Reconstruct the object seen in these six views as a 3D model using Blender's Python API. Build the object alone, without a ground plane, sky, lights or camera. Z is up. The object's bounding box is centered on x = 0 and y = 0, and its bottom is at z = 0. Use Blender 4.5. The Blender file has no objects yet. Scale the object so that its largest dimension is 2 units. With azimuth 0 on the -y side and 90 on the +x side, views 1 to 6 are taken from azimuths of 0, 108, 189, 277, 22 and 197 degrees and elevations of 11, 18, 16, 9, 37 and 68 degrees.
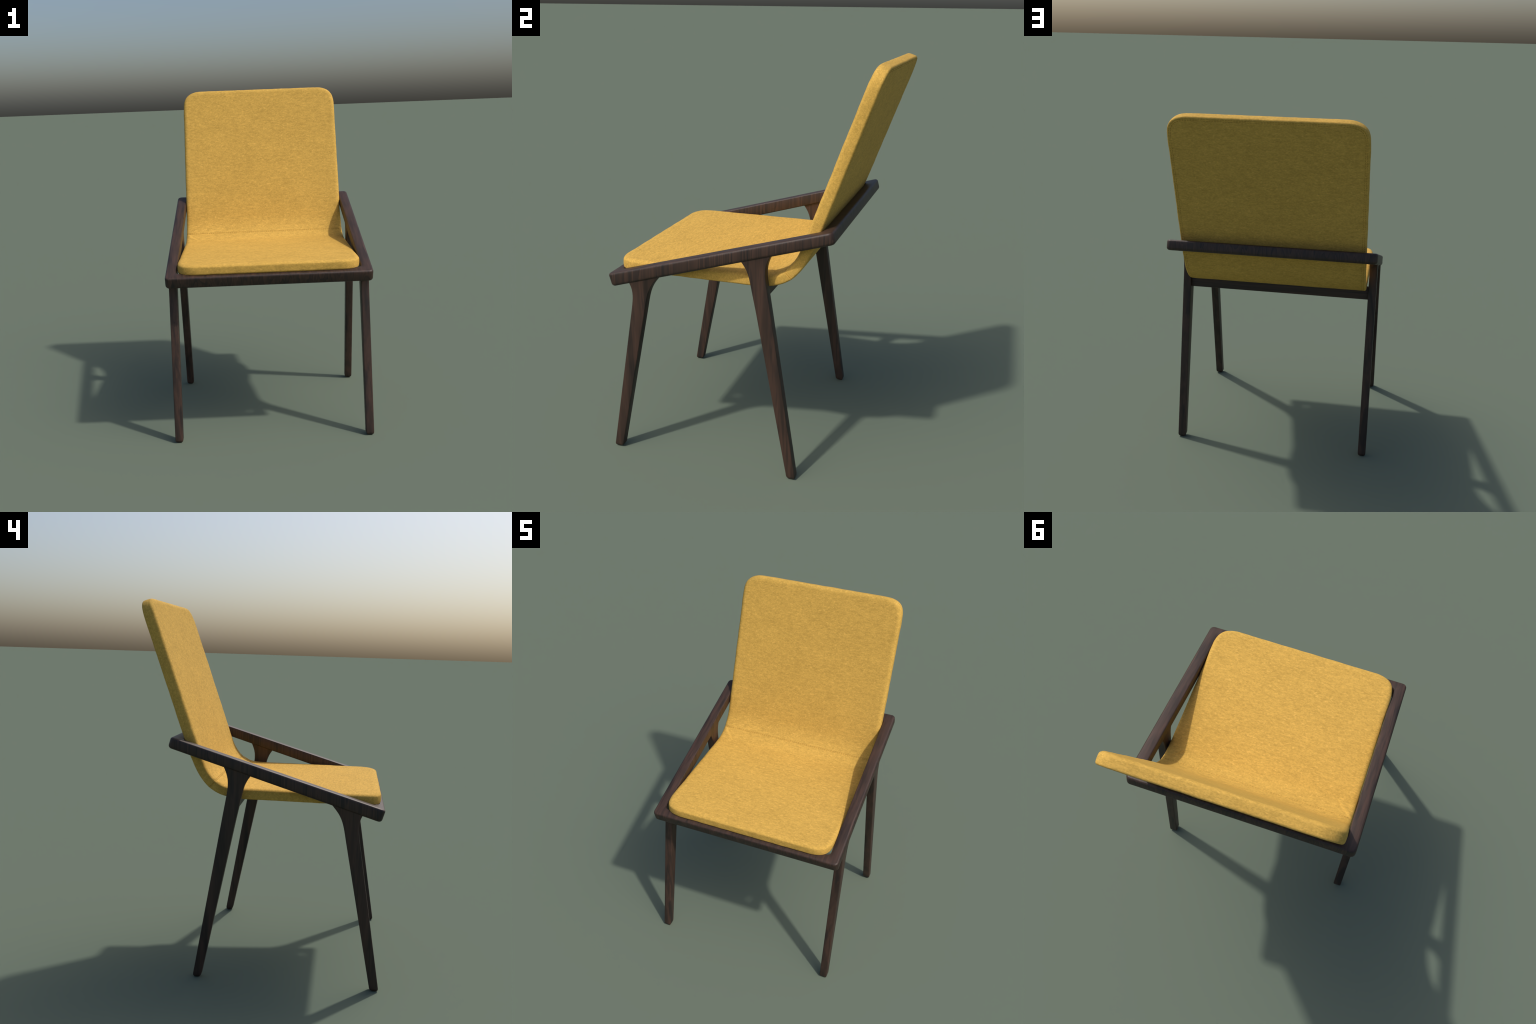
"""Upholstered dining chair: a tilted dark-wood frame ring on four flared legs,
carrying one bent slab of yellow cloth (seat + backrest).  x = width, -y = front."""
import bpy, bmesh, math, random
import numpy as np
from mathutils import Vector, noise

random.seed(7)

# ------------------------------------------------------------------ helpers
def new_mesh_object(name, verts, faces, mat, parent, smooth=True, normals=None):
    me = bpy.data.meshes.new(name)
    me.from_pydata([tuple(v) for v in verts], [], faces)
    me.validate()
    me.materials.append(mat)
    if smooth:
        me.polygons.foreach_set("use_smooth", [True] * len(me.polygons))
    if normals is not None:
        me.normals_split_custom_set_from_vertices([tuple(n) for n in normals])
    me.update()
    ob = bpy.data.objects.new(name, me)
    bpy.context.scene.collection.objects.link(ob)
    ob.parent = parent
    return ob


def fix_normals(ob, sharp_angle=None):
    bm = bmesh.new()
    bm.from_mesh(ob.data)
    bmesh.ops.recalc_face_normals(bm, faces=bm.faces)
    bm.to_mesh(ob.data)
    bm.free()
    if sharp_angle is not None:
        ob.data.set_sharp_from_angle(angle=math.radians(sharp_angle))


def bezier(p0, p1, p2, p3, n):
    t = np.linspace(0, 1, n)[:, None]
    p0, p1, p2, p3 = map(np.array, (p0, p1, p2, p3))
    return (1 - t) ** 3 * p0 + 3 * t * (1 - t) ** 2 * p1 + 3 * t * t * (1 - t) * p2 + t ** 3 * p3


class Nodes:
    """tiny helper for building node materials"""
    def __init__(self, name):
        self.mat = bpy.data.materials.new(name)
        self.mat.use_nodes = True
        self.t = self.mat.node_tree
        self.bsdf = self.t.nodes["Principled BSDF"]

    def add(self, kind, **props):
        n = self.t.nodes.new(kind)
        for k, v in props.items():
            setattr(n, k, v)
        return n

    def link(self, a, b):
        self.t.links.new(a, b)

    def mapping(self, src, scale, rot=(0, 0, 0), loc=(0, 0, 0)):
        m = self.add("ShaderNodeMapping")
        m.inputs["Scale"].default_value = scale
        m.inputs["Rotation"].default_value = rot
        m.inputs["Location"].default_value = loc
        self.link(src, m.inputs["Vector"])
        return m.outputs["Vector"]

    def noise(self, vec, scale=1.0, detail=3.0, rough=0.55, distort=0.0):
        n = self.add("ShaderNodeTexNoise")
        n.inputs["Scale"].default_value = scale
        n.inputs["Detail"].default_value = detail
        n.inputs["Roughness"].default_value = rough
        n.inputs["Distortion"].default_value = distort
        self.link(vec, n.inputs["Vector"])
        return n.outputs["Fac"]

    def ramp(self, fac, stops):
        r = self.add("ShaderNodeValToRGB")
        els = r.color_ramp.elements
        while len(els) < len(stops):
            els.new(0.5)
        for e, (p, c) in zip(els, stops):
            e.position = p
            e.color = (*c, 1) if len(c) == 3 else c
        self.link(fac, r.inputs["Fac"])
        return r.outputs["Color"]

    def mix(self, fac, a, b, mode="MIX"):
        m = self.add("ShaderNodeMix", data_type="RGBA", blend_type=mode)
        for sock, v in ((m.inputs[0], fac), (m.inputs[6], a), (m.inputs[7], b)):
            if isinstance(v, (int, float)):
                sock.default_value = v
            elif isinstance(v, tuple):
                sock.default_value = (*v, 1)
            else:
                self.link(v, sock)
        return m.outputs[2]

    def math(self, op, a, b=0.0):
        m = self.add("ShaderNodeMath", operation=op)
        for sock, v in ((m.inputs[0], a), (m.inputs[1], b)):
            if isinstance(v, (int, float)):
                sock.default_value = v
            else:
                self.link(v, sock)
        return m.outputs[0]

    def bump(self, height, strength, dist):
        b = self.add("ShaderNodeBump")
        b.inputs["Strength"].default_value = strength
        b.inputs["Distance"].default_value = dist
        self.link(height, b.inputs["Height"])
        self.link(b.outputs["Normal"], self.bsdf.inputs["Normal"])


TILT = math.atan(0.2915)      # slope of the frame ring

# ------------------------------------------------------------------ materials
def cloth_material():
    N = Nodes("yellow_cloth")
    co = N.add("ShaderNodeTexCoord").outputs["Object"]
    fine = N.noise(N.mapping(co, (92, 175, 175)), 1.0, 2.0, 0.65)
    mid = N.noise(N.mapping(co, (26, 70, 70), loc=(3, 1, 7)), 1.0, 2.0, 0.6)
    broad = N.noise(N.mapping(co, (5, 9, 9)), 1.0, 2.0, 0.5)
    v = N.math("ADD", N.math("MULTIPLY", fine, 0.52),
               N.math("ADD", N.math("MULTIPLY", mid, 0.34), N.math("MULTIPLY", broad, 0.14)))
    base = N.ramp(v, [(0.36, (0.500, 0.304, 0.064)), (0.50, (0.605, 0.367, 0.079)),
                      (0.64, (0.715, 0.431, 0.094))])
    fleck = N.noise(N.mapping(co, (58, 115, 115), loc=(9, 4, 2)), 1.0, 1.0, 0.5)
    fmask = N.ramp(fleck, [(0.60, (0, 0, 0)), (0.74, (1, 1, 1))])
    col = N.mix(N.math("MULTIPLY", fmask, 0.42), base, (0.86, 0.53, 0.13))
    N.link(col, N.bsdf.inputs["Base Color"])
    N.bsdf.inputs["Roughness"].default_value = 0.9
    N.bsdf.inputs["Specular IOR Level"].default_value = 0.15
    N.bump(v, 0.25, 0.004)
    return N.mat


def thread_material():
    N = Nodes("sewing_thread")
    co = N.add("ShaderNodeTexCoord").outputs["Object"]
    n = N.noise(co, 300, 1.0)
    N.link(N.ramp(n, [(0.3, (0.31, 0.18, 0.034)), (0.7, (0.40, 0.235, 0.046))]), N.bsdf.inputs["Base Color"])
    N.bsdf.inputs["Roughness"].default_value = 0.9
    N.bsdf.inputs["Specular IOR Level"].default_value = 0.1
    return N.mat


DARK, MID, RED, BLUE = (0.0190, 0.0120, 0.0095), (0.0420, 0.0240, 0.0170), (0.0680, 0.0350, 0.0240), (0.0110, 0.0100, 0.0105)

def wood_finish(N, col, height):
    N.link(col, N.bsdf.inputs["Base Color"])
    N.bsdf.inputs["Roughness"].default_value = 0.5
    N.bsdf.inputs["Specular IOR Level"].default_value = 0.43
    N.bump(height, 0.12, 0.002)


def frame_wood():
    """veneer bands run across the edge faces; long streaks on the flat top and bottom"""
    N = Nodes("frame_walnut")
    co = N.add("ShaderNodeTexCoord").outputs["Object"]
    loc = N.mapping(co, (1, 1, 1), rot=(-TILT, 0, 0))      # x, along-slope, normal
    wide = N.noise(N.mapping(co, (19, 19, 0.6)), 1.0, 1.5, 0.5)
    lines = N.noise(N.mapping(co, (130, 130, 5)), 1.0, 3.0, 0.6)
    band = N.ramp(wide, [(0.30, MID), (0.385, BLUE), (0.39, RED), (0.45, MID), (0.492, BLUE), (0.498, RED), (0.56, MID), (0.585, DARK), (0.59, RED), (0.68, BLUE), (0.69, MID)])
    strips = N.add("ShaderNodeTexVoronoi")              # butted veneer strips, one tone each
    strips.inputs["Scale"].default_value = 1.0
    strips.inputs["Randomness"].default_value = 1.0
    N.link(N.mapping(co, (24, 24, 0.5), loc=(5, 2, 0)), strips.inputs["Vector"])
    tone = N.add("ShaderNodeSeparateColor")
    N.link(strips.outputs["Color"], tone.inputs[0])
    strip = N.ramp(tone.outputs[0], [(0.0, BLUE), (0.16, DARK), (0.30, MID), (0.7, RED), (1.0, MID)])
    band = N.mix(0.3, band, strip)
    lined = N.mix(N.ramp(lines, [(0.40, (0.3, 0.3, 0.3)), (0.60, (0, 0, 0))]), band, DARK)
    streak = N.noise(N.mapping(loc, (55, 5, 55)), 1.0, 4.0, 0.6, 0.4)
    top = N.ramp(streak, [(0.32, DARK), (0.48, MID), (0.66, RED)])
    nrm = N.add("ShaderNodeNewGeometry").outputs["Normal"]
    dot = N.add("ShaderNodeVectorMath", operation="DOT_PRODUCT")
    dot.inputs[1].default_value = (0, -math.sin(TILT), math.cos(TILT))
    N.link(nrm, dot.inputs[0])
    flat = N.math("ABSOLUTE", dot.outputs["Value"])
    mask = N.ramp(flat, [(0.55, (0, 0, 0)), (0.85, (1, 1, 1))])
    wood_finish(N, N.mix(mask, lined, top), N.mix(mask, lines, streak))
    return N.mat


def leg_wood():
    N = Nodes("leg_walnut")
    co = N.add("ShaderNodeTexCoord").outputs["Object"]
    grain = N.noise(N.mapping(co, (20, 20, 1.5)), 1.0, 3.0, 0.5, 1.2)
    pores = N.noise(N.mapping(co, (190, 190, 7)), 1.0, 2.0, 0.6)
    col = N.ramp(grain, [(0.30, DARK), (0.45, MID), (0.60, RED), (0.75, MID)])
    patch = N.noise(N.mapping(co, (26, 26, 2.2), loc=(4, 8, 1)), 1.0, 2.0, 0.5, 0.8)
    col = N.mix(N.ramp(patch, [(0.56, (0, 0, 0)), (0.66, (0.6, 0.6, 0.6))]), col, BLUE)
    col = N.mix(N.ramp(pores, [(0.38, (0.28, 0.28, 0.28)), (0.58, (0, 0, 0))]), col, DARK)
    wood_finish(N, col, pores)
    return N.mat


CLOTH, THREAD, FRAME_WOOD, LEG_WOOD = cloth_material(), thread_material(), frame_wood(), leg_wood()

# ------------------------------------------------------------------ the chair
chair = bpy.data.objects.new("dining_chair", None)
bpy.context.scene.collection.objects.link(chair)
chair["label"] = "yellow upholstered chair with tilted dark walnut frame"
chair["category"] = "chair"

# ------------------------------------------------------------------ frame ring
def frame_ring():
    ca, sa = math.cos(TILT), math.sin(TILT)
    top0 = Vector((0, -0.6465, 0.9668))                 # front top edge, on the centre plane
    length, thick, half = 1.1625, 0.0682, 0.5815
    thin = 0.0092                                      # the bars get thinner towards the back
    inner_half, bar_front, bar_back = 0.5195, 0.057, 0.060
    ro, ri, bev, bev_low = 0.025, 0.020, 0.012, 0.016

    def loop(x0, x1, v0, v1, r, grow):
        """rounded rectangle, corner centres fixed while the radius grows"""
        pts = []
        cs = [(x1 - r, v0 + r, -90), (x1 - r, v1 - r, 0), (x0 + r, v1 - r, 90), (x0 + r, v0 + r, 180)]
        for cx, cv, a0 in cs:
            for k in range(9):
                a = math.radians(a0 + 90 * k / 8)
                pts.append((cx + (r + grow) * math.cos(a), cv + (r + grow) * math.sin(a)))
        return pts

    section = []                                      # (is_outer, grow, height below top)
    for k in range(5):
        a = math.pi / 2 * k / 4
        section.append((True, -bev * (1 - math.sin(a)), bev * (1 - math.cos(a))))
    for k in range(5):
        a = math.pi / 2 * k / 4
        section.append((True, -bev_low * (1 - math.cos(a)), thick - bev_low * (1 - math.sin(a))))
    ib = 0.007
    for k in range(4):
        a = math.pi / 2 * k / 3
        section.append((False, ib * (1 - math.sin(a)), thick - ib * (1 - math.cos(a))))
    for k in range(4):
        a = math.pi / 2 * k / 3
        section.append((False, ib * (1 - math.cos(a)), ib * (1 - math.sin(a))))
    verts, faces = [], []
    for outer, grow, h in section:
        if outer:
            pts = loop(-half, half, 0, length, ro, grow)
        else:
            pts = loop(-inner_half, inner_half, bar_front, length - bar_back, ri, grow)
        for x, v in pts:
            k = h - thin * v / length if h > thick / 2 else h
            verts.append((x, top0.y + v * ca + k * sa, top0.z + v * sa - k * ca))
    n = 36
    m = len(section)
    for i in range(m):
        for j in range(n):
            faces.append((i * n + j, i * n + (j + 1) % n, ((i + 1) % m) * n + (j + 1) % n, ((i + 1) % m) * n + j))
    ob = new_mesh_object("seat_frame", verts, faces, FRAME_WOOD, chair)
    fix_normals(ob, 30)
    return ob

frame_ring()

# ------------------------------------------------------------------ legs
def loft_leg(name, front_edge, back_edge, x_in, x_out, rows=60, bevel=0.0045):
    """box section between two side-view edges, from the floor up into the frame"""
    def resample(pts):
        p = np.array(pts)
        d = np.r_[0, np.cumsum(np.linalg.norm(np.diff(p, axis=0), axis=1))]
        # smooth Catmull-like sampling through the control points
        out = []
        for t in np.linspace(0, d[-1], rows):
            out.append([np.interp(t, d, p[:, 0]), np.interp(t, d, p[:, 1])])
        out = np.array(out)
        for _ in range(3):
            out[1:-1] = 0.25 * out[:-2] + 0.5 * out[1:-1] + 0.25 * out[2:]
        return out
    A, B = resample(front_edge), resample(back_edge)
    A = np.vstack([A[0], A[0] + (A[1] - A[0]) * 0.35, A[0] + (A[1] - A[0]) * 0.7, A[1:]])
    B = np.vstack([B[0], B[0] + (B[1] - B[0]) * 0.35, B[0] + (B[1] - B[0]) * 0.7, B[1:]])
    verts, faces = [], []
    s = 1 if x_out > x_in else -1
    xm, hx = (x_in + x_out) / 2, abs(x_out - x_in) / 2
    seg = 3
    for i, (a, b) in enumerate(zip(A, B)):
        mid, half = (a + b) / 2, np.linalg.norm(b - a) / 2
        d = (b - a) / (2 * half)
        shrink = {0: 0.008, 1: 0.0025, 2: 0.0005}.get(i, 0.0)
        w, h = hx - shrink, half - shrink
        for cx, cy, a0 in ((w, h, 0), (-w, h, 90), (-w, -h, 180), (w, -h, 270)):
            for k in range(seg + 1):
                an = math.radians(a0 + 90 * k / seg)
                px = cx - math.copysign(bevel, cx) + bevel * math.cos(an)
                py = cy - math.copysign(bevel, cy) + bevel * math.sin(an)
                verts.append((xm + px * s, mid[0] + d[0] * py, mid[1] + d[1] * py))
    n = 4 * (seg + 1)
    for i in range(len(A) - 1):
        for j in range(n):
            faces.append((i * n + j, i * n + (j + 1) % n, (i + 1) * n + (j + 1) % n, (i + 1) * n + j))
    faces.append(tuple(range(n)))
    faces.append(tuple(range((len(A) - 1) * n, len(A) * n)))
    ob = new_mesh_object(name, verts, faces, LEG_WOOD, chair)
    fix_normals(ob, 35)
    return ob

FRONT_LEG = ([(-0.660, 0.0), (-0.523, 0.799), (-0.516, 0.845), (-0.5135, 0.876), (-0.518, 0.906), (-0.529, 0.932), (-0.538, 0.945)],
             [(-0.614, 0.0), (-0.452, 0.800), (-0.441, 0.857), (-0.433, 0.890), (-0.421, 0.920), (-0.402, 0.949), (-0.377, 0.975), (-0.362, 0.9955)])
REAR_LEG = ([(0.287, 0.0), (0.118, 0.881), (0.098, 0.975), (0.0925, 1.005), (0.085, 1.043), (0.071, 1.079), (0.046, 1.109), (0.041, 1.116)],
            [(0.331, 0.0), (0.189, 0.890), (0.170, 1.005), (0.164, 1.045), (0.1635, 1.075), (0.171, 1.115), (0.188, 1.147), (0.194, 1.159)])
for sx in (1, -1):
    loft_leg("front_leg", *FRONT_LEG, 0.529 * sx, 0.5745 * sx)
    loft_leg("rear_leg", *REAR_LEG, 0.529 * sx, 0.5745 * sx)

# ------------------------------------------------------------------ stretcher under the seat
def stretcher():
    d = Vector((0, -0.19, 1)).normalized()            # leans with the rear legs
    e = Vector((0, d.z, -d.y))
    o = Vector((0, 0.121, 0.9155))                    # lower front edge
    w, h, b = 0.036, 0.074, 0.003
    verts, faces = [], []
    sec = []
    for cx, cy, a0 in ((w, h, 0), (0, h, 90), (0, 0, 180), (w, 0, 270)):
        for k in range(3):
            a = math.radians(a0 + 45 * k)
            sec.append(((cx - b if cx else b) + b * math.cos(a), (cy - b if cy else b) + b * math.sin(a)))
    for x in (-0.533, 0.533):
        for p, q in sec:
            v = o + e * p + d * q
            verts.append((x, v.y, v.z))
    n = len(sec)
    for j in range(n):
        faces.append((j, (j + 1) % n, n + (j + 1) % n, n + j))
    faces += [tuple(range(n)), tuple(range(n, 2 * n))]
    mat = Nodes("stretcher_walnut")
    co = mat.add("ShaderNodeTexCoord").outputs["Object"]
    g = mat.noise(mat.mapping(co, (2, 60, 60)), 1.0, 4.0, 0.6, 0.5)
    wood_finish(mat, mat.ramp(g, [(0.32, DARK), (0.5, MID), (0.68, RED)]), g)
    ob = new_mesh_object("stretcher", verts, faces, mat.mat, chair)
    fix_normals(ob, 40)

stretcher()

# ------------------------------------------------------------------ cushion: one bent slab
HALF_W, CORNER, EDGE_B, T = 0.5175, 0.155, 0.011, 0.057
ROLL_W, ROLL_H = 0.026, 0.0155                        # soft roll-over of the sitting side
SQUARE = 3.35                                         # how square the plan corners are
SLOPE = 0.3575                                        # dy/dz of the backrest
ZF, ZO = 1.031, 0.974                                 # top and underside of the seat
Y_FRONT = -0.6255
N_SEAT, N_BEND, N_BACK = 150, 130, 170


def profile(z_flat, y_ref, z_ref, a, b, k, z_end):
    """seat line, rounded bend, reclined back line (side view)"""
    u = np.array([SLOPE, 1.0]) / math.hypot(SLOPE, 1)
    c = np.array([y_ref + SLOPE * (z_flat - z_ref), z_flat])
    p0, p3 = c - np.array([a, 0]), c + u * b
    end = np.array([y_ref + SLOPE * (z_end - z_ref), z_end])
    seat = np.linspace((Y_FRONT, z_flat), p0, N_SEAT)
    bend = bezier(p0, p0 + (c - p0) * k, p3 + (c - p3) * k, p3, N_BEND)
    back = np.linspace(p3, end, N_BACK)
    return np.vstack([seat, bend[1:], back[1:]])

Z_TOP = 2.0035
FRONT = profile(ZF, 0.3435, 1.267, 0.130, 0.150, 0.65, Z_TOP)
OUTER = profile(ZO, 0.4160, 1.292, 0.250, 0.320, 0.84, Z_TOP - T * math.sin(math.atan(SLOPE)))
_arc = np.r_[0, np.cumsum(np.linalg.norm(np.diff((FRONT + OUTER) / 2, axis=0), axis=1))]
LENGTH = _arc[-1]
S_SEAM = _arc[N_SEAT + N_BEND // 2 - 1]


def bend_point(s, x, tau):
    """tau 0 = sitting side, 1 = back/underside"""
    f = np.stack([np.interp(s, _arc, FRONT[:, 0]), np.interp(s, _arc, FRONT[:, 1])], -1)
    o = np.stack([np.interp(s, _arc, OUTER[:, 0]), np.interp(s, _arc, OUTER[:, 1])], -1)
    p = f + (o - f) * np.asarray(tau)[..., None]
    return np.stack([np.broadcast_to(x, p[..., 0].shape), p[..., 0], p[..., 1]], -1)


def plan_corner(d, n):
    """one plan corner (superellipse) inset by d: offsets (dx, ds) from its centre and
    the outward normals, from the end edge (normal +s) round to the side (normal +x)"""
    e = 2 / SQUARE
    phi = np.linspace(0, math.pi / 2, n)
    phi[1:-1] = phi[1:-1] + 0.12 * np.sin(4 * phi[1:-1]) * -0.5
    t = np.arctan(np.tan(np.clip(phi, 0, math.pi / 2 - 1e-9)) ** (1 / (2 - e)))
    nx, ns = np.sin(phi), np.cos(phi)
    dx = CORNER * np.sin(t) ** e - nx * d
    ds = CORNER * np.cos(t).clip(0) ** e - ns * d
    dx[0], ds[-1] = 0.0, 0.0
    return dx, ds, nx, ns


def cushion():
    D0 = 0.045                                        # width of the edge band
    # rows of the inner panel: dense round the corner arcs and at the seam
    NC = 30
    cdx, cds, cnx, cns = plan_corner(D0, NC)
    r0 = CORNER - cds
    r1 = (LENGTH - CORNER + cds)[::-1]
    a0, a1 = r0[-1], r1[0]
    mid = list(np.arange(a0 + 0.006, S_SEAM - 0.017, 0.006)) + \
          list(np.arange(S_SEAM - 0.016, S_SEAM + 0.0161, 0.001)) + \
          list(np.arange(S_SEAM + 0.020, a1 - 0.003, 0.006))
    rows = np.r_[r0, mid, r1]
    n_mid = len(mid)
    half_w = np.r_[HALF_W - CORNER + cdx, np.full(n_mid, HALF_W - D0), (HALF_W - CORNER + cdx)[::-1]]
    row_nx = np.r_[cnx, np.ones(n_mid), cnx[::-1]]
    row_ns = np.r_[-cns, np.zeros(n_mid), cns[::-1]]
    C = 150
    ts = np.linspace(-1, 1, C + 1)
    R = len(rows)
    S = np.repeat(rows[:, None], C + 1, 1)
    X = half_w[:, None] * ts[None, :]
    # border loop of the panel: list of (i, j), counter-clockwise
    border = [(0, j) for j in range(C + 1)] + [(i, C) for i in range(1, R)] + \
             [(R - 1, j) for j in range(C - 1, -1, -1)] + [(i, 0) for i in range(R - 2, 0, -1)]
    bs = np.array([S[i, j] for i, j in border])
    bx = np.array([X[i, j] for i, j in border])
    # outward normals of the outline at the border points
    nx, ns = [], []
    for i, j in border:
        if i in (0, R - 1):
            nx.append(0.0); ns.append(-1.0 if i == 0 else 1.0)
        else:
            nx.append(row_nx[i] * (1 if j else -1)); ns.append(row_ns[i])
    nx, ns = np.array(nx), np.array(ns)
    # edge profile: (distance from the outline, thickness fraction), sitting side -> back
    prof = []
    for d in (0.040, 0.034, 0.029):
        prof.append((d, 0.0))
    for k in range(9):
        a = math.pi / 2 * k / 8
        prof.append((ROLL_W * (1 - math.sin(a)), ROLL_H / T * (1 - math.cos(a))))
    for tau in (0.45, 0.56, 0.66):
        prof.append((-0.0008, tau))
    for k in range(8):
        a = math.pi / 2 * k / 7
        prof.append((EDGE_B * (1 - math.cos(a)), 1 - EDGE_B / T * (1 - math.sin(a))))
    for d in np.arange(0.0118, 0.030, 0.0011):
        prof.append((float(d), 1.0))
    ss, xx, tt, dd = [S.ravel()], [X.ravel()], [np.zeros(S.size)], [np.full(S.size, 1.0)]
    for d, tau in prof:
        ss.append(bs + ns * (D0 - d)); xx.append(bx + nx * (D0 - d))
        tt.append(np.full(len(bs), tau)); dd.append(np.full(len(bs), d))
    ss.append(S.ravel()); xx.append(X.ravel()); tt.append(np.ones(S.size)); dd.append(np.full(S.size, 1.0))
    s, x, tau, d = map(np.concatenate, (ss, xx, tt, dd))
    P = bend_point(np.clip(s, 0, LENGTH), x, tau)
    # faces, tagged by the row they start from
    nP, nB = S.size, len(border)
    idx = lambda i, j: i * (C + 1) + j
    faces = []
    for i in range(R - 1):
        for j in range(C):
            q = (idx(i, j), idx(i, j + 1), idx(i + 1, j + 1), idx(i + 1, j))
            faces.append(q)
            o = nP + nB * len(prof)
            faces.append(tuple(o + k for k in q[::-1]))
    loops = [[idx(i, j) for i, j in border]]
    for k in range(len(prof)):
        loops.append([nP + k * nB + m for m in range(nB)])
    loops.append([nP + nB * len(prof) + idx(i, j) for i, j in border])
    for A, B in zip(loops[:-1], loops[1:]):
        for m in range(nB):
            n = (m + 1) % nB
            faces.append((A[n], A[m], B[m], B[n]))

    def vertex_normals(P):
        me = bpy.data.meshes.new("tmp")
        me.from_pydata([tuple(v) for v in P], [], faces)
        bm = bmesh.new(); bm.from_mesh(me)
        bmesh.ops.recalc_face_normals(bm, faces=bm.faces)
        bm.to_mesh(me); bm.free()
        out = np.empty(len(P) * 3)
        me.vertices.foreach_get("normal", out)
        fl = [tuple(p.vertices) for p in me.polygons]
        bpy.data.meshes.remove(me)
        return out.reshape(-1, 3), fl

    Nrm, faces = vertex_normals(P)
    # relief: soft padding, the sewn seam across the bend, edge stitching, small folds
    h = np.zeros(len(P))
    front = np.clip(1 - tau * 2, 0, 1)
    seam_side = np.clip((0.93 - tau) / 0.1, 0, 1)
    ds = s - S_SEAM
    h -= seam_side * (0.0014 * np.exp(-((ds - 0.0042) / 0.0014) ** 2) + 0.0014 * np.exp(-((ds + 0.0042) / 0.0014) ** 2))
    h -= np.where((tau > 0.2) & (tau < 0.93), 0.0032 * np.exp(-((ds + 0.0042) / 0.0017) ** 2), 0)
    h -= seam_side * 0.0005 * np.exp(-(ds / 0.012) ** 2)
    outline_d = np.where(tau >= 1.0, d, 1.0)
    for dd0 in (0.0130, 0.0220):
        h -= 0.0011 * np.exp(-((outline_d - dd0) / 0.0016) ** 2)
    # pull-folds running off the seam ends onto the seat
    for sx in (1, -1):
        # (start x, s) -> (end x, s), height, width, one-sided share
        for (xa, sa_, xb, sb_, amp, wid) in ((0.490, -0.030, 0.420, -0.135, 0.0052, 0.013),
                                             (0.500, -0.012, 0.440, -0.040, 0.0022, 0.008),
                                             (0.495, 0.022, 0.440, 0.050, 0.0026, 0.010)):
            ax, as_ = xa * sx, S_SEAM + sa_
            vx, vs = (xb - xa) * sx, sb_ - sa_
            L1 = math.hypot(vx, vs)
            t = ((x - ax) * vx + (s - as_) * vs) / L1 ** 2
            along = np.exp(-(np.maximum(np.abs(t - 0.45) - 0.3, 0) / 0.3) ** 2)
            u = -((x - ax) * vs - (s - as_) * vx) / L1 / wid
            u = u if sx < 0 else -u
            h -= front * amp * along * u * np.exp(-u * u)
    # uneven stuffing, most of it along the edges
    edge = np.clip(1 - d / 0.05, 0, 1)
    for i, p in enumerate(P):
        q = Vector(p)
        h[i] += (0.0007 + 0.0008 * edge[i]) * noise.noise(q * 16) + 0.0004 * noise.noise(q * 45)
    P = P + Nrm * h[:, None]
    Nrm, faces = vertex_normals(P)

    # split at the sewn seam into seat and backrest sharing the border vertices and normals
    fs = np.array([np.mean(s[list(f)]) for f in faces])
    parts = {}
    for name, sel in (("seat", fs < S_SEAM), ("backrest", fs >= S_SEAM)):
        mine = [f for f, k in zip(faces, sel) if k]
        used = sorted({v for f in mine for v in f})
        remap = {v: i for i, v in enumerate(used)}
        parts[name] = new_mesh_object(name, P[used], [tuple(remap[v] for v in f) for f in mine],
                                      CLOTH, chair, normals=Nrm[used])
    return parts

PARTS = cushion()

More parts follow.
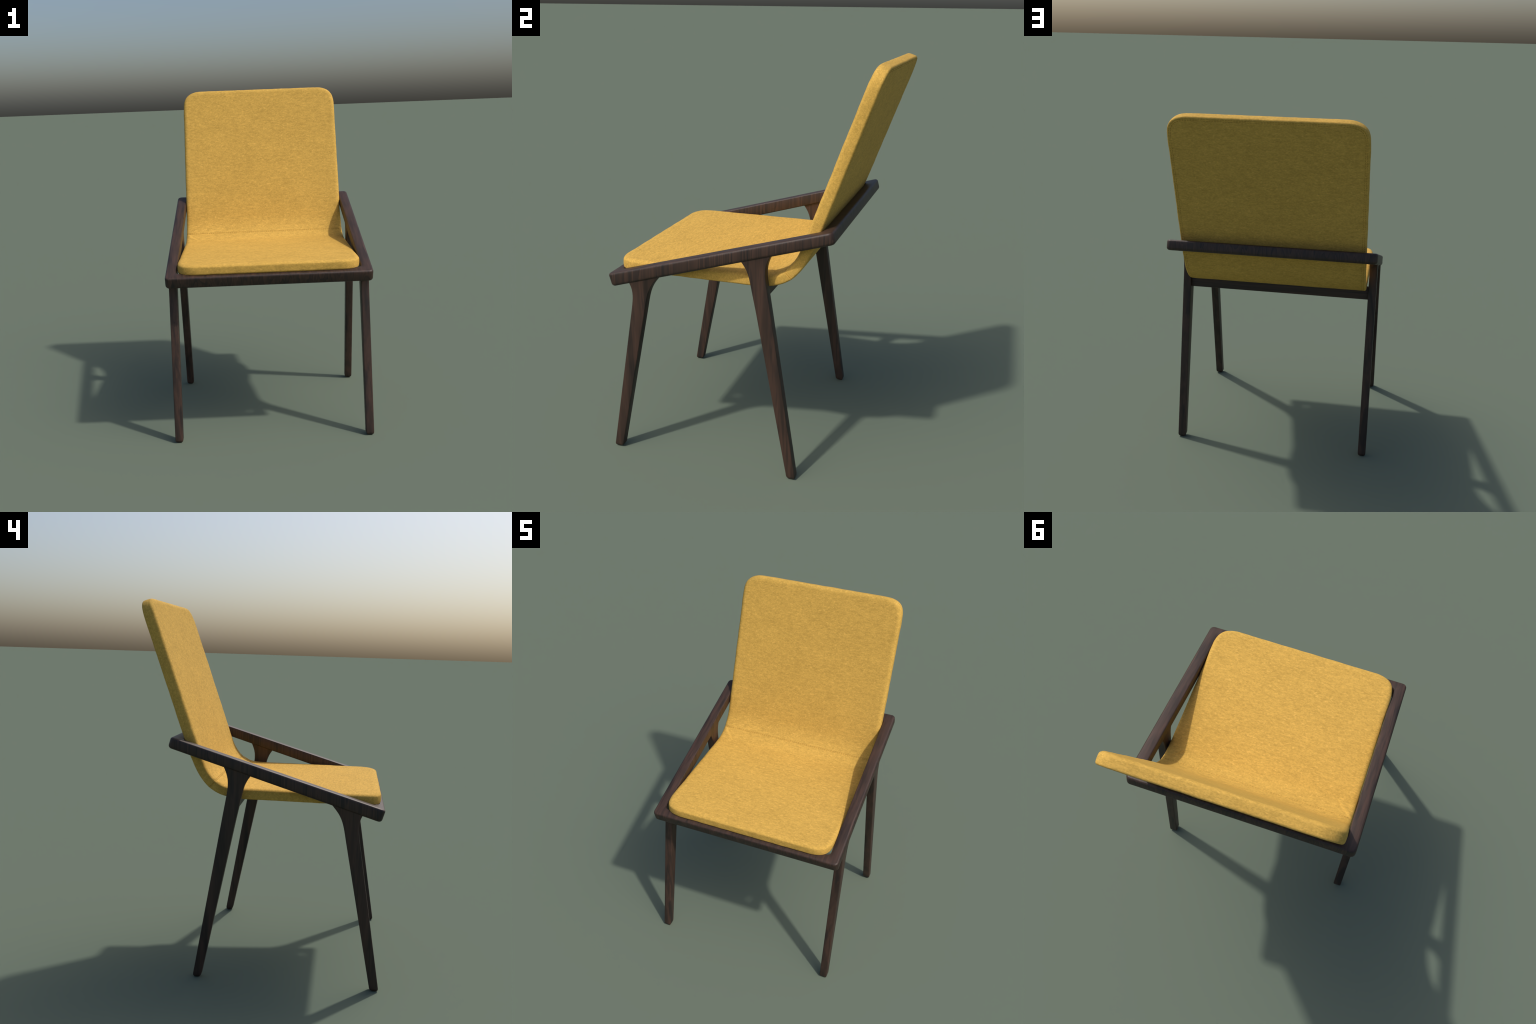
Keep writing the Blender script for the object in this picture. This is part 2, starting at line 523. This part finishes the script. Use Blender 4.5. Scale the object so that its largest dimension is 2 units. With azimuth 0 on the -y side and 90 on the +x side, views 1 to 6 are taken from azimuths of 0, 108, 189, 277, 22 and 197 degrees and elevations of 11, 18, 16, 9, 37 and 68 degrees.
# ------------------------------------------------------------------ stitches
def stitch_mesh(name, paths, parent, pitch=0.0140, length=0.0080, width=0.0010, lift=0.0002):
    """each path: (points, outward normals); short thread dashes sunk into the cloth"""
    verts, faces = [], []
    for pts, nrm in paths:
        acc = np.r_[0, np.cumsum(np.linalg.norm(np.diff(pts, axis=0), axis=1))]
        n = int(acc[-1] / pitch)
        for i in range(n):
            c = (i + 0.5) * acc[-1] / n
            ring = []
            for k, (f, wd) in enumerate(((-0.5, 0.35), (-0.3, 1.0), (0.3, 1.0), (0.5, 0.35))):
                t = c + f * length
                p = Vector([np.interp(t, acc, pts[:, a]) for a in range(3)])
                q = Vector([np.interp(t + 1e-3, acc, pts[:, a]) for a in range(3)]) - \
                    Vector([np.interp(t - 1e-3, acc, pts[:, a]) for a in range(3)])
                u = Vector([np.interp(t, acc, nrm[:, a]) for a in range(3)]).normalized()
                q.normalize()
                side = q.cross(u).normalized()
                base = len(verts)
                for a in range(6):
                    an = a * math.pi / 3
                    verts.append(p + u * lift + side * (math.cos(an) * width * wd) + u * (math.sin(an) * width * 0.6 * wd))
                ring.append(base)
            for A, B in zip(ring[:-1], ring[1:]):
                for a in range(6):
                    faces.append((A + a, A + (a + 1) % 6, B + (a + 1) % 6, B + a))
            faces.append(tuple(ring[0] + a for a in range(6)))
            faces.append(tuple(ring[-1] + a for a in range(6)))
    ob = new_mesh_object(name, verts, faces, THREAD, parent)
    fix_normals(ob)
    ob["kind"] = "stuff"
    return ob


def surface(s, x, tau, sink):
    """points on the slab faces (tau 0 or 1) sunk a little, with their outward normals"""
    p = bend_point(s, x, tau)
    e = 1e-3
    tang = bend_point(s + e, x, tau) - bend_point(s - e, x, tau)
    n = np.stack([np.zeros(len(s)), -tang[:, 2], tang[:, 1]], -1)
    n /= np.linalg.norm(n, axis=1)[:, None]
    n *= np.where(np.asarray(tau) < 0.5, 1, -1)[:, None]
    return p - n * sink, n

xs = np.linspace(-HALF_W + 0.018, HALF_W - 0.018, 80)
rows = []
for ds in (-0.0042, 0.0042):
    rows.append(surface(np.full(80, S_SEAM + ds), xs, np.zeros(80), 0.0017))
# the same double row turns down over both side faces
for sx in (1, -1):
    tau = np.linspace(0.30, 0.80, 12)
    p = bend_point(np.full(12, S_SEAM + 0.0042), np.full(12, sx * HALF_W), tau)
    n = np.tile(np.array([sx, 0.0, 0.0]), (12, 1))
    p[:, 0] -= sx * 0.0015
    rows.append((p, n))
stitch_mesh("stitching", rows, PARTS["backrest"])


def outline(d):
    """closed outline of the slab inset by d, as (s, x)"""
    dx, ds, _, _ = plan_corner(d, 24)
    out = []
    for sx, ss in ((1, 1), (-1, 1), (-1, -1), (1, -1)):
        c_s = LENGTH - CORNER if ss > 0 else CORNER
        pts = [(c_s + ss * b, sx * (HALF_W - CORNER + a)) for a, b in zip(dx, ds)]
        out += pts[::-1] if sx * ss > 0 else pts
    out.append(out[0])
    out = np.array(out)
    acc = np.r_[0, np.cumsum(np.linalg.norm(np.diff(out, axis=0), axis=1))]
    t = np.arange(0, acc[-1], 0.004)
    return np.interp(t, acc, out[:, 0]), np.interp(t, acc, out[:, 1])

rows = []
for d in (0.0130, 0.0220):
    s, x = outline(d)
    rows.append(surface(s, x, np.ones(len(s)), 0.0011))
stitch_mesh("edge_stitching", rows, PARTS["backrest"])
